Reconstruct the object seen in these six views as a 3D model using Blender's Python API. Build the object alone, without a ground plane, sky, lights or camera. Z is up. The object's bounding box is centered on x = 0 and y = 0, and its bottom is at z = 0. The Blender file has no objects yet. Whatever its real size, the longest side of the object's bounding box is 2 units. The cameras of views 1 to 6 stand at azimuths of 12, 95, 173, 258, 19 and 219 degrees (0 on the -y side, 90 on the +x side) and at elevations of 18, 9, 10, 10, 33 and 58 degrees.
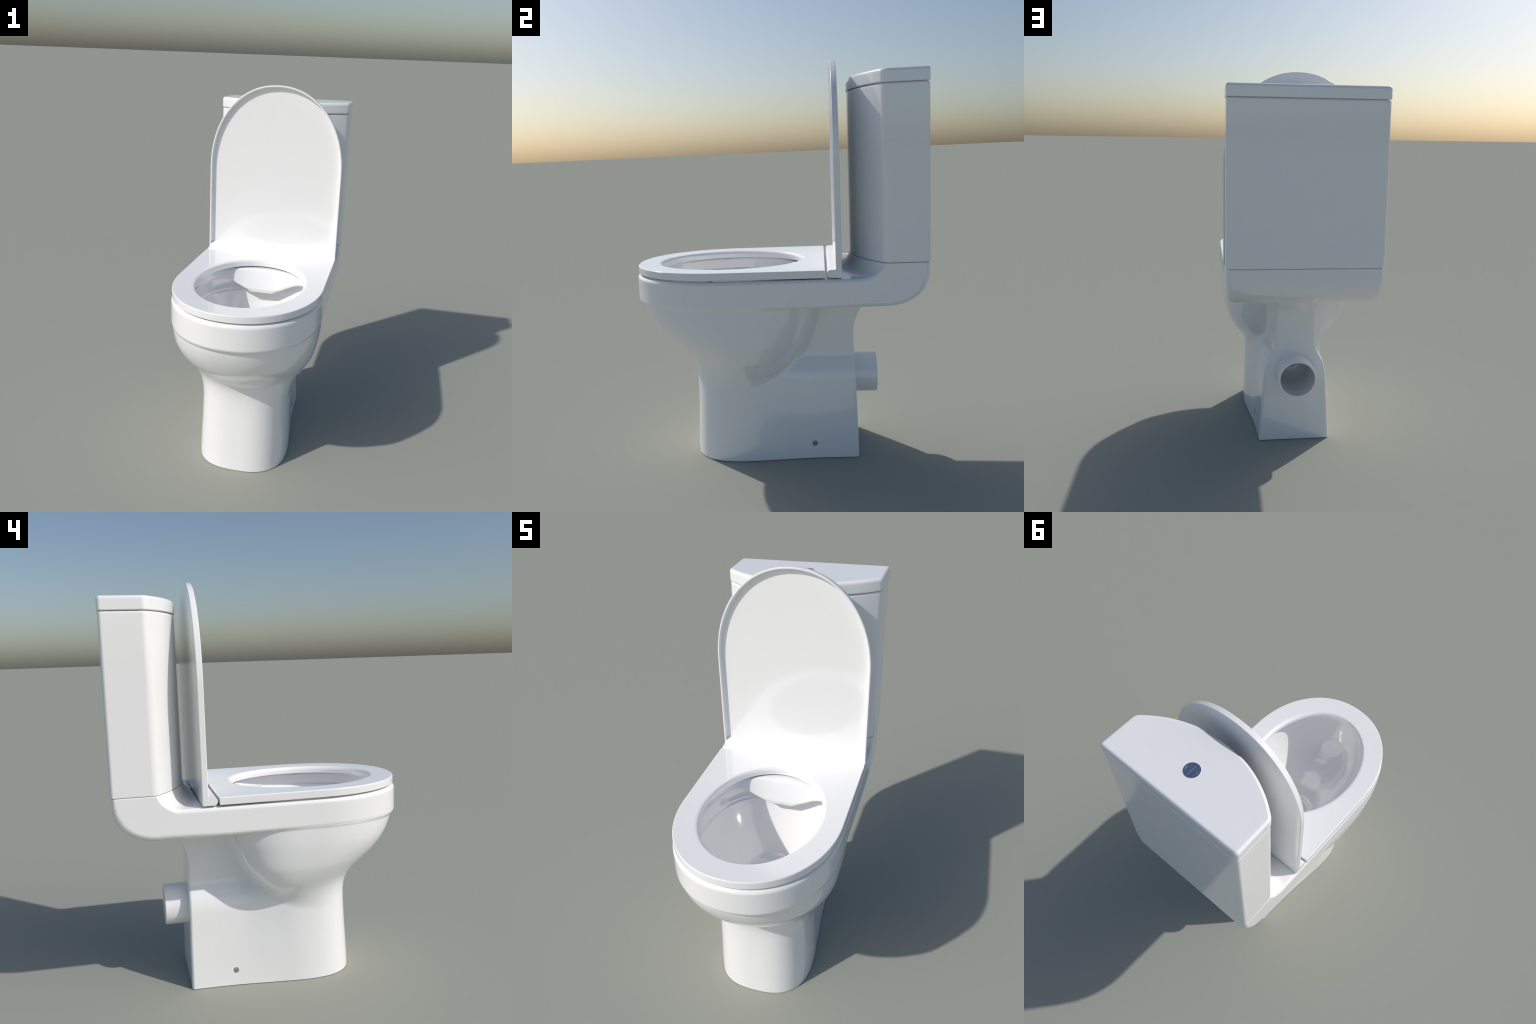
"""Close-coupled ceramic toilet: pan (rim, bowl, pedestal, outlet), cistern with lid
and flush button, seat with open seat cover.  All sizes in metres, z up, front = -y."""
import bpy, bmesh, math
import numpy as np
from mathutils import Vector

# ------------------------------------------------------------------ materials
def principled(name, color, rough, metallic=0.0, coat=0.0, ior=1.5, grain=0.0, tint=0.006):
    """Glazed / plastic / metal surface with a very faint mottling and fine grain."""
    m = bpy.data.materials.new(name)
    m.use_nodes = True
    nt = m.node_tree
    b = nt.nodes["Principled BSDF"]
    b.inputs["Roughness"].default_value = rough
    b.inputs["Metallic"].default_value = metallic
    b.inputs["IOR"].default_value = ior
    b.inputs["Coat Weight"].default_value = coat
    b.inputs["Coat Roughness"].default_value = 0.03
    tc = nt.nodes.new("ShaderNodeTexCoord")
    ns = nt.nodes.new("ShaderNodeTexNoise")
    ns.inputs["Scale"].default_value = 5.0
    ns.inputs["Detail"].default_value = 3.0
    rp = nt.nodes.new("ShaderNodeValToRGB")
    rp.color_ramp.elements[0].position = 0.35
    rp.color_ramp.elements[1].position = 0.65
    rp.color_ramp.elements[0].color = (*[c * (1 - tint) for c in color], 1)
    rp.color_ramp.elements[1].color = (*color, 1)
    nt.links.new(tc.outputs["Object"], ns.inputs["Vector"])
    nt.links.new(ns.outputs["Fac"], rp.inputs["Fac"])
    nt.links.new(rp.outputs["Color"], b.inputs["Base Color"])
    if grain > 0:
        n2 = nt.nodes.new("ShaderNodeTexNoise")
        n2.inputs["Scale"].default_value = 220.0
        bp = nt.nodes.new("ShaderNodeBump")
        bp.inputs["Strength"].default_value = grain
        bp.inputs["Distance"].default_value = 0.001
        nt.links.new(tc.outputs["Object"], n2.inputs["Vector"])
        nt.links.new(n2.outputs["Fac"], bp.inputs["Height"])
        nt.links.new(bp.outputs["Normal"], b.inputs["Normal"])
    return m

CERAMIC = principled("white_glazed_ceramic", (0.965, 0.965, 0.962), 0.10, ior=2.03)
PLASTIC = principled("white_gloss_plastic", (0.965, 0.965, 0.962), 0.10, ior=2.03)
CHROME = principled("blue_grey_chrome", (0.62, 0.66, 0.74), 0.10, metallic=1.0)
GAP = principled("dark_joint_gap", (0.14, 0.145, 0.15), 0.6)
SCREW = principled("grey_screw_metal", (0.40, 0.41, 0.42), 0.40, metallic=0.5, grain=0.2)
GROOVE = principled("reflection_toned_groove_metal", (0.32, 0.30, 0.28), 0.45, metallic=0.4)  # lightened, warm tone paints in the wall reflection along the button grooves
RUBBER = principled("pale_rubber_buffer", (0.55, 0.55, 0.55), 0.6)

ROOT = bpy.data.objects.new("toilet", None)
bpy.context.scene.collection.objects.link(ROOT)
ROOT["label"] = "white glazed close-coupled toilet with seat cover raised"
ROOT["category"] = "toilet"

def add_object(name, mesh, mat, parent=ROOT):
    ob = bpy.data.objects.new(name, mesh)
    bpy.context.scene.collection.objects.link(ob)
    ob.parent = parent
    mesh.materials.clear()
    mesh.materials.append(mat)
    return ob

# ------------------------------------------------------------------ solid-shape algebra (numpy)
def length2(a, b): return np.sqrt(a * a + b * b)
def round_and(a, b, r):      # intersection with a convex round of radius r
    u, v = np.maximum(a + r, 0), np.maximum(b + r, 0)
    return np.minimum(np.maximum(a, b), -r) + length2(u, v)
def round_or(a, b, r):       # union with a concave fillet of radius r
    u, v = np.maximum(r - a, 0), np.maximum(r - b, 0)
    return np.maximum(np.minimum(a, b), r) - length2(u, v)
def smooth_or(a, b, k):
    h = np.clip(0.5 + 0.5 * (b - a) / k, 0, 1)
    return b + (a - b) * h - k * h * (1 - h)
def smoothstep(e0, e1, x):
    t = np.clip((x - e0) / (e1 - e0), 0, 1)
    return t * t * (3 - 2 * t)
def oval(x, y, a, bf, bb, yc, n=2.1, n_back=None):
    """Egg-shaped plan: half-width a, reach bf to the front and bb to the back of yc."""
    b = np.where(y < yc, bf, bb)
    if n_back is not None: n = np.where(y < yc, n, n_back)
    q = (np.abs(x / a) ** n + np.abs((y - yc) / b) ** n + 1e-9) ** (1.0 / n)
    # first-order distance: (q-1)/|grad q|
    gx = (np.abs(x / a) ** (n - 1)) / a
    gy = (np.abs((y - yc) / b) ** (n - 1)) / b
    g = np.sqrt(gx * gx + gy * gy) * q ** (1 - n) + 1e-4
    return (q - 1) / np.clip(g, 1.0, None)
def curve(table):
    """Smooth (monotone cubic) curve through (position, value) control points."""
    p = np.array(sorted(table), float)
    X, Y = p[:, 0], p[:, 1]
    d = np.diff(Y) / np.diff(X)
    m = np.zeros_like(Y)
    m[1:-1] = np.where(d[1:] * d[:-1] > 0, 2 * d[1:] * d[:-1] / (d[1:] + d[:-1] + 1e-12 * np.sign(d[1:] + d[:-1] + 1e-20)), 0)
    m[0], m[-1] = d[0], d[-1]
    def f(z):
        z = np.clip(z, X[0], X[-1])
        i = np.clip(np.searchsorted(X, z) - 1, 0, len(X) - 2)
        h = X[i + 1] - X[i]; t = (z - X[i]) / h
        return ((2*t**3 - 3*t**2 + 1) * Y[i] + (t**3 - 2*t**2 + t) * h * m[i]
                + (-2*t**3 + 3*t**2) * Y[i + 1] + (t**3 - t**2) * h * m[i + 1])
    return f

# ------------------------------------------------------------------ key dimensions
DECK_Z, RIM_BOTTOM, SHELF_Z = 0.971, 0.832, 1.040
YC = -0.24
CIST_R = 0.582                    # radius of the bowed cistern front
CIST_FRONT, CIST_BACK, CIST_HALF = 0.3785, 0.731, 0.387

bowl_front = curve([(0.28, -0.2), (0.36, -0.27), (0.4, -0.305), (0.44, -0.34), (0.48, -0.382), (0.52, -0.44), (0.56, -0.507), (0.6, -0.567), (0.64, -0.612), (0.68, -0.644), (0.72, -0.669), (0.76, -0.689), (0.8, -0.704), (0.84, -0.713)])
bowl_half = curve([(0.28, 0.02), (0.32, 0.05), (0.36, 0.102), (0.4, 0.165), (0.44, 0.218), (0.474, 0.259), (0.54, 0.316), (0.6, 0.347), (0.633, 0.359), (0.7, 0.3735), (0.76, 0.382), (0.84, 0.387)])
bowl_back = curve([(0.28, -0.17), (0.36, -0.135), (0.4, -0.078), (0.44, -0.015), (0.48, 0.04), (0.52, 0.08), (0.56, 0.108), (0.62, 0.141), (0.7, 0.172), (0.77, 0.192), (0.84, 0.204)])
back_face = curve([(0.0, 0.398), (0.12, 0.396), (0.24, 0.3945), (0.33, 0.392), (0.41, 0.390), (0.54, 0.3855), (0.61, 0.384),
                   (0.656, 0.386), (0.70, 0.396), (0.746, 0.415), (0.773, 0.432), (0.80, 0.450), (0.86, 0.500)])
foot_half = curve([(-0.30, 0.245), (-0.20, 0.2448), (-0.02, 0.228), (0.17, 0.207), (0.28, 0.2003), (0.40, 0.1962)])
shoulder = curve([(0.0, 1.0), (0.12, 0.962), (0.285, 0.908), (0.385, 0.868), (0.42, 0.838), (0.45, 0.795), (0.485, 0.700),
                  (0.52, 0.592), (0.55, 0.566), (0.61, 0.562), (0.84, 0.570)])
column_front = curve([(0.0, -0.461), (0.14, -0.4545), (0.27, -0.4475), (0.36, -0.444), (0.43, -0.4435), (0.84, -0.4435)])
rim_half = curve([(-0.80, 0.393), (0.0, 0.393), (0.30, 0.3915), (0.55, 0.389), (0.73, 0.3875)])

def slab_plan(x, y):
    front = oval(x, y, 0.393, 0.492, 0.492, YC, 2.16)
    sides = np.abs(x) - rim_half(y)
    return np.where(y < YC, front, sides)

def cistern_front(x, y):          # distance to the bowed front of the cistern plan
    return length2(x, y - (CIST_FRONT + CIST_R)) - CIST_R

def f_slab(x, y, z):
    plan = slab_plan(x, y)
    ey, ez = (y - 0.52) / 0.2075, (0.990 - z) / (0.990 - RIM_BOTTOM)   # quarter-ellipse heel at the back
    heel = ((np.maximum(ey, 0) ** 2.15 + np.maximum(ez, 0) ** 2.15 + 1e-9) ** (1 / 2.15) - 1) * 0.175
    bottom = RIM_BOTTOM - 0.007 * smoothstep(-0.42, -0.70, y) 
    under = bottom - z
    shell = np.where((y > 0.52) & (z < 0.99), heel, np.where((y > 0.52), y - 0.7275, under))
    top = round_or(z - DECK_Z, np.maximum(cistern_front(x, y), z - SHELF_Z), 0.082)
    r_top = 0.020 - 0.016 * smoothstep(0.42, 0.52, y)
    return round_and(round_and(plan, shell, 0.022 + 0.010 * smoothstep(0.2, 0.5, y) * smoothstep(1.0, 0.93, z)), top, r_top)

def f_bowl(x, y, z):
    a, yf, yb = bowl_half(z), bowl_front(z), bowl_back(z)
    yc = yf + (yb - yf) * (0.51 + 0.10 * smoothstep(0.74, 0.44, z))
    d = oval(x, y, a, yc - yf, yb - yc, yc, 1.80 + 0.40 * smoothstep(0.52, 0.76, z), 2.4 + 1.0 * smoothstep(0.46, 0.66, z))
    return np.maximum(d * 0.85, np.maximum(z - 0.838, 0.30 - z))

def f_pedestal(x, y, z):
    hy = foot_half(y)
    back = hy * shoulder(z)
    front = hy * (1 - 0.03 * smoothstep(0.0, 0.34, z))
    t = smoothstep(-0.16, 0.14, y)
    h = front * (1 - t) + back * t
    yc = -0.20
    nose = oval(x, y, h, yc - column_front(z), 0.5, yc, 2.62)
    plan = np.where(y < yc, nose, np.abs(x) - h)
    d = round_and(plan, y - back_face(z), 0.014)
    return np.maximum(d, z - 0.90)

# inside of the bowl: overhanging rim with a deep tongue at the back, funnel, sump and trapway
cav_half = curve([(0.48, 0.055), (0.52, 0.098), (0.56, 0.139), (0.6, 0.176), (0.66, 0.221), (0.7, 0.248), (0.75, 0.275), (0.8, 0.295), (0.85, 0.312), (0.88, 0.32), (0.905, 0.325), (0.93, 0.326)])
cav_front = curve([(0.48, -0.24), (0.52, -0.278), (0.56, -0.334), (0.6, -0.395), (0.65, -0.488), (0.7, -0.565), (0.75, -0.612), (0.8, -0.638), (0.85, -0.656), (0.88, -0.664), (0.905, -0.669), (0.93, -0.67)])
cav_back = curve([(0.47, -0.06), (0.5, -0.035), (0.56, 0.005), (0.6, 0.028), (0.66, 0.06), (0.7, 0.08), (0.76, 0.106), (0.8, 0.12), (0.85, 0.134), (0.88, 0.14), (0.905, 0.14), (0.93, 0.13)])
def f_cavity(x, y, z):
    yc = -0.231
    back = 0.097 - 0.38 * np.clip(0.975 - z, 0, 0.14)           # deflector tongue leans forward
    mouth = oval(x, y, 0.336, 0.455, back - yc, yc, 2.1, 2.5)
    floor = 0.908 - 0.108 * smoothstep(0.29, 0.14, np.abs(x)) * smoothstep(-0.12, 0.0, y)
    mouth = np.maximum(mouth, floor - z)
    a, yf, yb = cav_half(z), cav_front(z), cav_back(z)
    yo = yc + 0.05 * smoothstep(0.75, 0.48, z)
    well = oval(x, y, a, yo - yf, np.maximum(yb - yo, 0.03), yo, 2.1, 2.4) * 0.8
    well = round_and(well, 0.536 - z, 0.03)
    edge = 0.908 - 0.070 * smoothstep(0.25, 0.05, np.abs(x)) * smoothstep(-0.06, 0.04, y)
    well = round_and(well, z - edge, 0.012)
    cave = oval(x, y, 0.328, 0.436, 0.150 - yc, yc, 2.1)          # recess behind the tongue and under the rim
    cave = round_and(round_and(cave, np.maximum(z - edge, 0.868 - z), 0.012), -0.03 - y, 0.05)
    c = smooth_or(well, cave, 0.05)
    c = smooth_or(mouth, c, 0.018)
    pit = round_and(oval(x, y, 0.070, 0.085, 0.085, -0.165, 2.1), np.maximum(0.505 - z, z - 0.58), 0.02)
    return smooth_or(c, pit, 0.03)

PIPE_Z, PIPE_R, PIPE_BORE, PIPE_END = 0.3905, 0.1045, 0.0925, 0.505
def f_bore(x, y, z):
    return round_and(length2(x, z - PIPE_Z) - PIPE_BORE, np.maximum(0.20 - y, y - 0.6), 0.06)

def f_pan(x, y, z):
    k = 0.132 - 0.082 * smoothstep(-0.34, 0.02, y)      # wide fillet in front, tight crease behind
    body = smooth_or(f_bowl(x, y, z), f_pedestal(x, y, z), k)
    body = smooth_or(body, f_slab(x, y, z), 0.010)
    body = round_and(body, -f_cavity(x, y, z), 0.012)
    return np.maximum(body, -f_bore(x, y, z))

# ------------------------------------------------------------------ surface-net meshing of a solid
def surface_net(f, lo, hi, step):
    """Mesh {f=0}.  The solid is symmetric in x, so only x>=0 is evaluated and mirrored."""
    nx = int(math.ceil(hi[0] / step)) + 1
    xs = (np.arange(nx) + 0.5) * step
    ys = np.arange(lo[1], hi[1] + step, step)
    zs = lo[2] + step * np.arange(int((hi[2] - lo[2]) / step) + 2)
    half = np.empty((nx, len(ys), len(zs)), np.float32)
    for i, xv in enumerate(xs):
        Y, Z = np.meshgrid(ys, zs, indexing="ij")
        half[i] = f(np.full_like(Y, xv), Y, Z)
    V = np.concatenate([half[::-1], half], 0)
    X = np.concatenate([-xs[::-1], xs])
    ins = V < 0
    c = np.zeros(tuple(s - 1 for s in V.shape), np.int8)
    for dx in (0, 1):
        for dy in (0, 1):
            for dz in (0, 1):
                c += ins[dx:dx + c.shape[0], dy:dy + c.shape[1], dz:dz + c.shape[2]]
    act = (c > 0) & (c < 8)
    idx = -np.ones(act.shape, np.int64)
    cells = np.argwhere(act)
    idx[act] = np.arange(len(cells))
    acc = np.zeros((len(cells), 3)); cnt = np.zeros(len(cells))
    ci, cj, ck = cells.T
    for ax in range(3):
        o = [a for a in range(3) if a != ax]
        for p in (0, 1):
            for q in (0, 1):
                off = [0, 0, 0]; off[o[0]] = p; off[o[1]] = q
                a = V[ci + off[0], cj + off[1], ck + off[2]]
                off2 = list(off); off2[ax] = 1
                b = V[ci + off2[0], cj + off2[1], ck + off2[2]]
                hit = (a < 0) != (b < 0)
                t = np.where(hit, a / np.where(hit, a - b, 1), 0)
                pos = np.array(off, float)[None, :].repeat(len(cells), 0)
                pos[:, ax] = t
                acc[hit] += pos[hit]; cnt[hit] += 1
    g = cells + acc / cnt[:, None]
    P = np.stack([X[0] + g[:, 0] * step, ys[0] + g[:, 1] * step, zs[0] + g[:, 2] * step], 1)
    quads = []
    for ax in range(3):
        o = [a for a in range(3) if a != ax]
        sl0 = [slice(None)] * 3; sl1 = [slice(None)] * 3
        sl0[ax] = slice(0, -1); sl1[ax] = slice(1, None)
        A, B = ins[tuple(sl0)], ins[tuple(sl1)]
        e = np.argwhere(A != B)
        ok = (e[:, o[0]] > 0) & (e[:, o[1]] > 0) & (e[:, o[0]] < idx.shape[o[0]]) & (e[:, o[1]] < idx.shape[o[1]])
        e = e[ok]
        a_in = A[tuple(e.T)]
        q = []
        for p, r in ((1, 1), (0, 1), (0, 0), (1, 0)):
            k = e.copy(); k[:, o[0]] -= p; k[:, o[1]] -= r
            q.append(idx[tuple(k.T)])
        q = np.stack(q, 1)
        flip = a_in if ax != 1 else ~a_in
        q[~flip] = q[~flip][:, ::-1]
        quads.append(q)
    return P, np.concatenate(quads)

def gradient(f, P, e=4e-4):
    G = np.empty_like(P)
    for a in range(3):
        d = np.zeros(3); d[a] = e
        G[:, a] = (f(*(P + d).T) - f(*(P - d).T)) / (2 * e)
    return G

def settle(f, P, step, rounds=5):
    """Newton steps that bring every vertex exactly onto the surface."""
    P0 = P.copy()
    for _ in range(rounds):
        v = f(*P.T); G = gradient(f, P)
        s = v / np.maximum((G * G).sum(1), 0.05)
        P = P - np.clip(s[:, None] * G, -step, step) * 0.9
        P = P0 + np.clip(P - P0, -0.9 * step, 0.9 * step)
    return P

def mesh_from(name, P, quads, normals=None):
    me = bpy.data.meshes.new(name)
    me.vertices.add(len(P)); me.vertices.foreach_set("co", P.astype(np.float32).ravel())
    n = len(quads)
    me.loops.add(n * 4); me.loops.foreach_set("vertex_index", quads.astype(np.int32).ravel())
    me.polygons.add(n)
    me.polygons.foreach_set("loop_start", np.arange(0, n * 4, 4, dtype=np.int32))
    me.polygons.foreach_set("loop_total", np.full(n, 4, np.int32))
    me.polygons.foreach_set("use_smooth", np.ones(n, bool))
    me.update(calc_edges=True)
    if normals is not None:
        me.normals_split_custom_set_from_vertices(normals.astype(np.float32))
    return me

STEP = 0.0055
P0, Q = surface_net(f_pan, (-0.42, -0.76, -0.5 * STEP), (0.42, 0.76, 1.06), STEP)
P = settle(f_pan, P0, STEP)
# the foot stands flat on the floor: bring its lowest ring to z = 0 and close the sole
sole = np.flatnonzero(P0[:, 2] < 0.5 * STEP)
P[sole, 2] = 0.0
for _ in range(4):
    S = P[sole]; G = gradient(f_pan, S); G[:, 2] = 0
    P[sole] = S - (f_pan(*S.T) / np.maximum((G * G).sum(1), 0.05))[:, None] * G
sole = sole[np.argsort(np.arctan2(P[sole, 1], P[sole, 0]))]
P = np.vstack([P, [[0.0, 0.0, 0.0]]])
hub = len(P) - 1
if len(sole) % 2: sole = np.append(sole, sole[-1])
fan = [(hub, sole[(i + 2) % len(sole)], sole[i + 1], sole[i]) for i in range(0, len(sole), 2)]
Q = np.vstack([Q, np.array(fan)])
N = gradient(f_pan, P, 1.2e-3)
N /= np.linalg.norm(N, axis=1)[:, None] + 1e-9

# one smooth ceramic body, separated into its anatomical parts with shared borders and normals
C = P[Q].mean(1)
cx, cy, cz = C.T
d_slab, d_bowl, d_ped = f_slab(cx, cy, cz), f_bowl(cx, cy, cz), f_pedestal(cx, cy, cz)
d_in = np.minimum(np.abs(f_cavity(cx, cy, cz)), np.abs(f_bore(cx, cy, cz)))
near = np.stack([np.abs(d_slab), np.abs(d_bowl), np.abs(d_ped)], 1)
part = near.argmin(1)
part[(cz < 0.83) & (part == 0)] = 2
inner = (np.abs(f_cavity(cx, cy, cz)) < 0.004) & (cz < 0.95)
part[inner] = 3
part[(np.abs(f_bore(cx, cy, cz)) < 0.004) & (cz < 0.52) & (cy > 0.1)] = 2
pan_parts = []
for k, nm in enumerate(("rim_and_shelf", "bowl", "pedestal", "basin")):
    q = Q[part == k]
    used, inv = np.unique(q, return_inverse=True)
    me = mesh_from(nm, P[used], inv.reshape(q.shape), N[used])
    pan_parts.append(add_object(nm, me, CERAMIC))

# ------------------------------------------------------------------ lofted parts
def finish(ob, angle=32):
    me = ob.data
    me.shade_smooth()
    me.set_sharp_from_angle(angle=math.radians(angle))
    w = ob.modifiers.new("even_normals", "WEIGHTED_NORMAL")
    w.keep_sharp = True
    w.weight = 80
    return ob

def loft(name, rings, mat, parent=ROOT, cap=True, closed_loop=False, angle=32):
    """Skin a stack of equal-length closed rings (lists of 3D points)."""
    bm = bmesh.new()
    rv = [[bm.verts.new(p) for p in r] for r in rings]
    n = len(rings[0])
    pairs = list(zip(rv[:-1], rv[1:]))
    if closed_loop: pairs.append((rv[-1], rv[0]))
    for a, b in pairs:
        for i in range(n):
            j = (i + 1) % n
            bm.faces.new((a[i], a[j], b[j], b[i]))
    if cap and not closed_loop:
        bm.faces.new(list(reversed(rv[0]))); bm.faces.new(rv[-1])
    bmesh.ops.recalc_face_normals(bm, faces=bm.faces)
    me = bpy.data.meshes.new(name)
    bm.to_mesh(me); bm.free()
    return finish(add_object(name, me, mat, parent), angle)

def offset_ring(pts, d):
    """Move a closed counter-clockwise 2D outline inwards by d along its normals (mitred)."""
    p = np.array(pts); a = p - np.roll(p, 1, 0); b = np.roll(p, -1, 0) - p
    na = np.stack([-a[:, 1], a[:, 0]], 1) / (np.linalg.norm(a, axis=1)[:, None] + 1e-12)
    nb = np.stack([-b[:, 1], b[:, 0]], 1) / (np.linalg.norm(b, axis=1)[:, None] + 1e-12)
    m = na + nb; m /= (np.linalg.norm(m, axis=1)[:, None] + 1e-12)
    return p + m * (d / np.maximum((m * na).sum(1), 0.35))[:, None]

def fillet_path(corners, seg=8):
    """Polyline with rounded corners: list of (x, y, radius)."""
    out = []
    n = len(corners)
    for i in range(n):
        p0, p1, p2 = (Vector(corners[(i + k) % n][:2]) for k in (-1, 0, 1))
        r = corners[i][2]
        u, v = (p0 - p1).normalized(), (p2 - p1).normalized()
        ang = u.angle(v)
        if r <= 0 or ang > math.pi - 0.02:
            out.append(tuple(p1)); continue
        t = r / math.tan(ang / 2)
        cen = p1 + (u + v).normalized() * (r / math.sin(ang / 2))
        a0 = p1 + u * t - cen; a1 = p1 + v * t - cen
        sweep = a0.angle_signed(a1) * -1
        th = math.atan2(a0.y, a0.x)
        for s in range(seg + 1):
            w = th + sweep * s / seg
            out.append((cen.x + r * math.cos(w), cen.y + r * math.sin(w)))
    return out

def quarter(r, z_out, z_in, seg=5):
    """(inset, z) pairs rounding an edge from the wall (inset 0) to the flat (inset r)."""
    return [(r * (1 - math.cos(t)), z_out + (z_in - z_out) * math.sin(t))
            for t in [math.pi / 2 * k / seg for k in range(seg + 1)]]

# cistern plan: straight back and sides, bowed front
def cistern_plan(half, back, front):
    ang = math.asin((half - 0.003) / CIST_R)
    arc = []
    for k in range(1, 40):
        t = -ang + 2 * ang * k / 40
        arc.append((CIST_R * math.sin(t), front + CIST_R * (1 - math.cos(t)), 0))
    yc = front + CIST_R * (1 - math.cos(ang))
    pts = [(-half, yc, 0.045)] + arc + [(half, yc, 0.045), (half, back, 0.018), (-half, back, 0.018)]
    return fillet_path(pts)

tank_plan = cistern_plan(0.3883, 0.7312, 0.3800)
prof = [(0.0055, 1.0420)] + quarter(0.004, 1.046, 1.0425)[::-1][0:0] + [(0.0015, 1.0435), (0.0, 1.048)]
prof += [(0.0, 1.20), (0.0, 1.50), (0.0, 1.80)] + quarter(0.009, 1.835, 1.8445)
prof += [(0.016, 1.8450), (0.016, 1.8520)]
loft("cistern_tank", [[(x, y, z) for x, y in offset_ring(tank_plan, d)] for d, z in prof], CERAMIC)

# cistern lid with a scooped thumb notch in the middle of the front edge
lid_plan = cistern_plan(0.3905, 0.7325, 0.3765)
prof = [(0.012, 1.8475)] + [(d, z) for d, z in quarter(0.005, 1.8525, 1.8475)][::-1] + [(0.0, 1.870), (0.0, 1.884), (0.0, 1.889)]
prof += quarter(0.0155, 1.8935, 1.909, 8) + [(0.0168, 1.909)]
rings = []
for d, z in prof:
    ring = []
    for x, y in offset_ring(lid_plan, d):
        if abs(x) < 0.112 and y < 0.47 and z > 1.886:
            s = math.cos(math.pi / 2 * min(1.0, abs(x) / 0.112)) ** 0.8
            depth = 0.027 * s * (z - 1.886) / (1.909 - 1.886)
            limit = 0.3770 + depth + CIST_R - math.sqrt(CIST_R ** 2 - x * x)
            y = max(y, limit)
        ring.append((x, y, z))
    rings.append(ring)
lid = loft("cistern_lid", rings, CERAMIC)

# flush button: dished ring and a split two-part push plate
def disc(name, cx, cy, profile, mat, parent, seg=64):
    rings = [[(cx + r * math.cos(2 * math.pi * k / seg), cy + r * math.sin(2 * math.pi * k / seg), z) for k in range(seg)]
             for r, z in profile]
    return loft(name, rings, mat, parent)
BX, BY, BZ = 0.002, 0.570, 1.909
disc("flush_button_ring", BX, BY, [(0.0375, BZ - 0.002), (0.0375, BZ + 0.0016), (0.0370, BZ + 0.0022), (0.0285, BZ + 0.0022),
                                   (0.0280, BZ + 0.0018), (0.0280, BZ + 0.0002)], CHROME, lid)
disc("flush_button_gap", BX, BY, [(0.0279, BZ - 0.001), (0.0279, BZ + 0.0009)], GROOVE, lid)
def half_plate(name, side):
    r, gap = 0.0272, 0.00045
    base = [(side * gap, -math.sqrt(r * r - gap * gap))]
    arc = [(side * r * math.cos(t), r * math.sin(t)) for t in np.linspace(-math.pi / 2 + gap / r, math.pi / 2 - gap / r, 33)]
    pts = arc if side > 0 else arc[::-1]
    a = [(BX + x, BY + y) for x, y in pts]
    rings = [[(x, y, z) for x, y in offset_ring(a, d)] for d, z in ((0, BZ - 0.001), (0, BZ + 0.0017), (0.0004, BZ + 0.0021))]
    return loft(name, rings, CHROME, lid)
half_plate("flush_button", 1); half_plate("flush_button", -1)

# ------------------------------------------------------------------ seat and seat cover
def d_outline(a, front, yc, back, n=2.1, arc=72, side=8):
    """U-shaped outline, counter-clockwise from the back right corner... front arc is a superellipse."""
    b = yc - front
    pts = []
    for k in range(side): pts.append((-a, back + (yc - back) * k / side))
    for k in range(arc + 1):
        t = math.pi * k / arc
        c, s = math.cos(t), math.sin(t)
        pts.append((-a * math.copysign(abs(c) ** (2 / n), c), yc - b * abs(s) ** (2 / n)))
    for k in range(1, side + 1): pts.append((a, yc + (back - yc) * k / side))
    m = 24
    for k in range(1, m): pts.append((a - 2 * a * k / m, back))
    return pts

SEAT_TOP, SEAT_BOT = 1.0165, 0.979
seat_out = d_outline(0.3930, -0.7265, YC, 0.2475)
yc_o, a_o, b_o = -0.2365, 0.281, 0.3675
def opening(d):
    """Oval opening, one point per outer point, at matching bearing from the opening centre."""
    out = []
    for x, y in seat_out:
        t = math.atan2((y - yc_o) / (b_o * 1.32), x / (a_o * 1.40))
        out.append(((a_o + d) * math.cos(t), yc_o + (b_o + d) * math.sin(t)))
    return out
rings = []
for d, z in [(0.004, SEAT_BOT)] + [(0.0005, SEAT_BOT + 0.0015), (0.0, SEAT_BOT + 0.004)] + [(0.0, SEAT_TOP - 0.006)] + quarter(0.005, SEAT_TOP - 0.005, SEAT_TOP, 4)[1:] + [(0.009, SEAT_TOP)]:
    rings.append([(x, y, z) for x, y in offset_ring(seat_out, d)])
lip = 0.020
for k in range(0, 9):
    t = math.pi / 2 * k / 8
    rings.append([(x, y, SEAT_TOP - 0.018 * (1 - math.cos(t))) for x, y in opening(lip * (1 - math.sin(t)))])
rings.append([(x, y, SEAT_BOT + 0.003) for x, y in opening(0.0005)])
rings.append([(x, y, SEAT_BOT) for x, y in opening(0.0035)])
seat = loft("seat", rings, PLASTIC, closed_loop=True)

def buffer_pad(x, y):
    me_rings = [[(x + r * 1.8 * math.cos(t), y + r * math.sin(t), z) for t in np.linspace(0, 2 * math.pi, 24, endpoint=False)]
                for r, z in ((0.008, DECK_Z - 0.004), (0.010, DECK_Z + 0.002), (0.010, SEAT_BOT + 0.002))]
    return loft("seat_buffer", me_rings, RUBBER, seat)
for bx, by in ((-0.335, -0.30), (0.335, -0.30), (-0.33, 0.12), (0.33, 0.12)):
    buffer_pad(bx, by)

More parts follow.
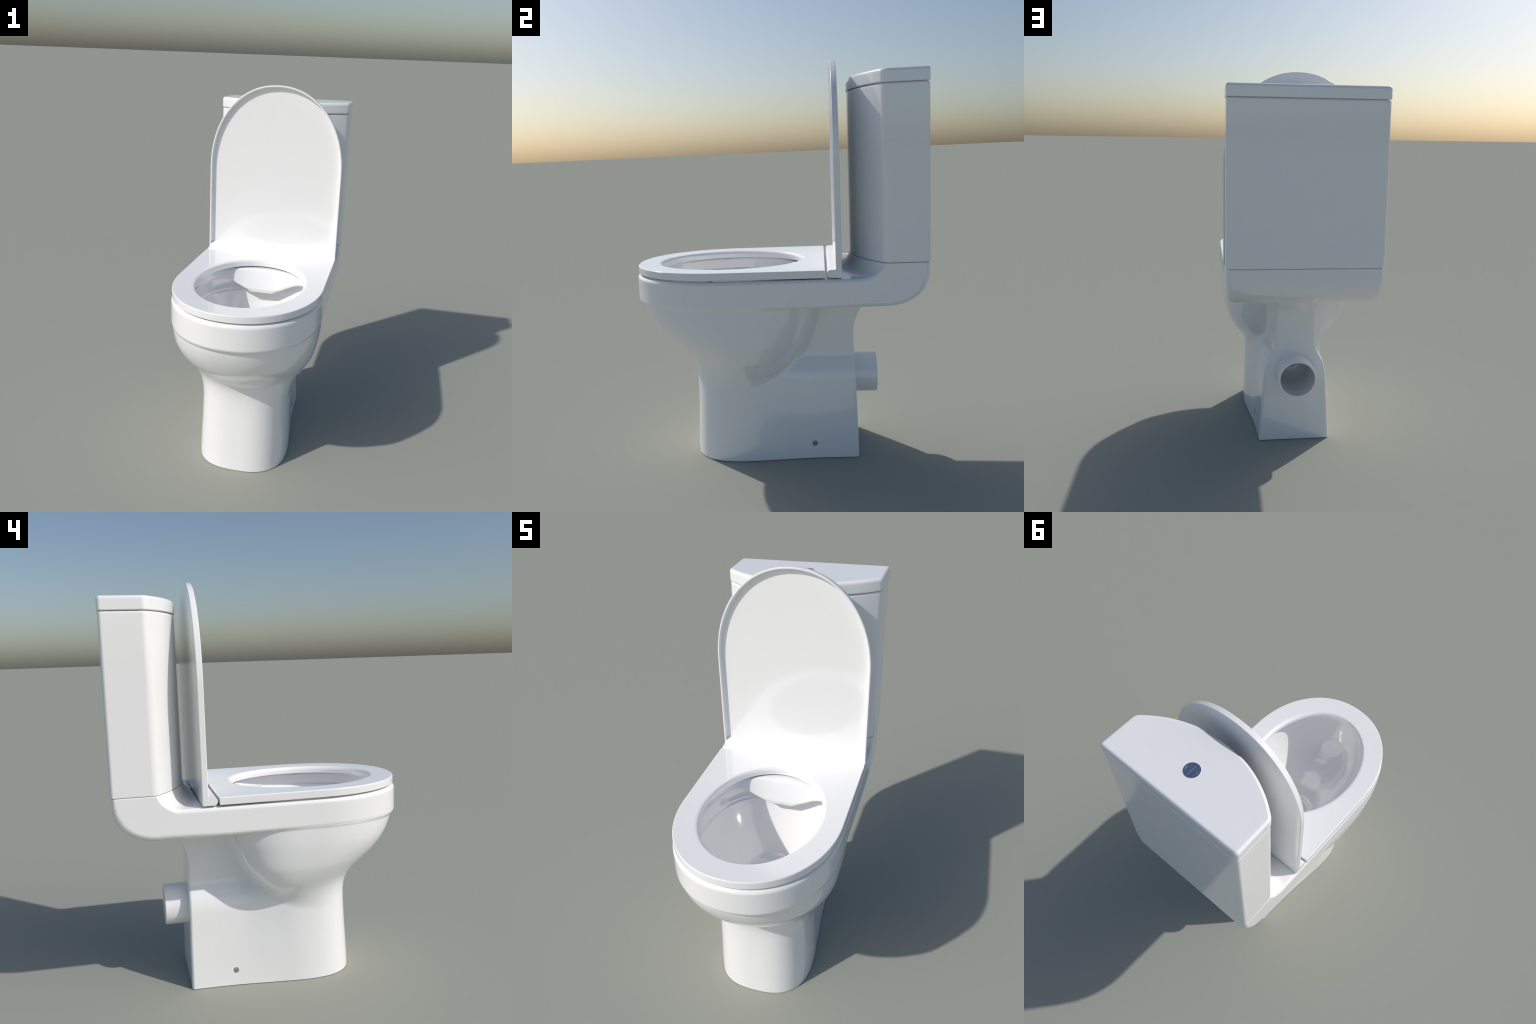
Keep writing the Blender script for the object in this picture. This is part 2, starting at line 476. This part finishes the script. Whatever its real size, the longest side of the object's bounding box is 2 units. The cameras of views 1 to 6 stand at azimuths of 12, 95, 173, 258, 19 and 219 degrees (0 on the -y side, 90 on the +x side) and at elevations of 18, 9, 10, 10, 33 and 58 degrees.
# cover stands upright: outline in (x, z), hollow inside facing the front, hinge foot at the bottom
COVER_BACK, COVER_FRONT = 0.3265, 0.2982
cov_out = [(x, -w) for x, w in d_outline(0.390, -2.0, -1.515, -0.9795)]
cov_out = cov_out[::-1]           # keep counter-clockwise in (x, z)
def cov_in(bottom):
    return [(x, -w) for x, w in d_outline(0.3825, -1.9925, -1.515, -bottom)][::-1]
rings = []
def cov(outline, d, y): rings.append([(x, y, z) for x, z in offset_ring(outline, d)])
cov(cov_out, 0.012, COVER_BACK)
for d, y in quarter(0.005, COVER_BACK - 0.004, COVER_BACK, 4)[::-1]: cov(cov_out, d, y)
cov(cov_out, 0.0, COVER_FRONT + 0.0025)
cov(cov_out, 0.0022, COVER_FRONT)
cov(cov_in(1.034), 0.0, COVER_FRONT)
cov(cov_in(1.0345), 0.0015, COVER_FRONT + 0.0015)
cov(cov_in(1.042), 0.0035, COVER_BACK - 0.009)
for t in (0.25, 0.5, 0.75, 1.0):
    w = math.pi / 2 * t
    cov(cov_in(1.042), 0.0035 + 0.006 * (1 - math.cos(w)), COVER_BACK - 0.009 + 0.006 * math.sin(w))
cov(cov_in(1.042), 0.02, COVER_BACK - 0.003)
cover = loft("seat_cover", rings, PLASTIC)

foot = [(0.3000, 0.9795), (0.3000, 1.0250)]
foot_prof = [(COVER_FRONT + 0.004, 0.9795)]
zc, rr = 0.9985, 0.019
foot_prof += [(0.2752 + rr * math.cos(t), zc + rr * math.sin(t)) for t in np.linspace(-math.pi / 2, -3 * math.pi / 2, 17)]
foot_prof += [(COVER_FRONT - 0.006, zc + rr)]
foot_prof += [(COVER_FRONT - 0.006 + 0.006 * math.sin(t), zc + rr + 0.006 * (1 - math.cos(t))) for t in np.linspace(0.3, math.pi / 2, 5)]
foot_prof += [(COVER_FRONT + 0.004, zc + rr + 0.006)]
rings = [[(x, y, z) for y, z in foot_prof] for x in np.linspace(-0.3895, 0.3895, 25)]
loft("hinge_foot", rings, PLASTIC, cover)
for hx in (-0.23, 0.23):
    r = [[(hx + q * math.cos(t), 0.287 + q * math.sin(t), z) for t in np.linspace(0, 2 * math.pi, 32, endpoint=False)]
         for q, z in ((0.022, DECK_Z - 0.006), (0.022, DECK_Z + 0.004), (0.019, 0.984))]
    loft("hinge_post", r, CHROME, cover)

# ------------------------------------------------------------------ outlet pipe and floor screws
seg = 96
prof = [(PIPE_R, 0.360), (PIPE_R, 0.40), (PIPE_R, PIPE_END - 0.005), (PIPE_R - 0.0008, PIPE_END - 0.0025), (PIPE_R - 0.0022, PIPE_END - 0.0008), (PIPE_R - 0.0042, PIPE_END),
        (PIPE_BORE + 0.003, PIPE_END), (PIPE_BORE + 0.001, PIPE_END - 0.001), (PIPE_BORE - 0.0005, PIPE_END - 0.005), (PIPE_BORE - 0.0005, 0.360)]
rings = [[(r * math.cos(2 * math.pi * k / seg), y, PIPE_Z + r * math.sin(2 * math.pi * k / seg)) for k in range(seg)] for r, y in prof]
loft("outlet_pipe", rings, CERAMIC, closed_loop=True)

def floor_screw(side):
    y, z = 0.1726, 0.0778
    x = 0.2
    for _ in range(8):
        x -= float(f_pedestal(np.array([x]), np.array([y]), np.array([z]))[0])
    p = np.array([[x, y, z]])
    n = Vector(gradient(f_pedestal, p, 2e-3)[0]).normalized()
    p = Vector((x, y, z))
    if side < 0: p.x, n.x = -p.x, -n.x
    up = Vector((0, 0, 1)); u = up.cross(n).normalized(); v = n.cross(u)
    def ring(r, h): return [p + u * r * math.cos(t) + v * r * math.sin(t) + n * h for t in np.linspace(0, 2 * math.pi, 40, endpoint=False)]
    hole = loft("screw_hole", [ring(0.0140, -0.004), ring(0.0140, 0.0006), ring(0.0134, 0.0008)], GAP, pan_parts[2])
    head = loft("floor_screw", [ring(0.0122, -0.002), ring(0.0122, 0.0008), ring(0.0112, 0.0014), ring(0.006, 0.0017)], SCREW, pan_parts[2])
    a = 0.35
    d, w = u * math.cos(a) + v * math.sin(a), v * math.cos(a) - u * math.sin(a)
    slot = [[p + d * sx * 0.0095 + w * sy * 0.0013 + n * h for sx, sy in ((-1, -1), (1, -1), (1, 1), (-1, 1))] for h in (0.0005, 0.0019)]
    loft("screw_slot", slot, GAP, head)
floor_screw(1); floor_screw(-1)
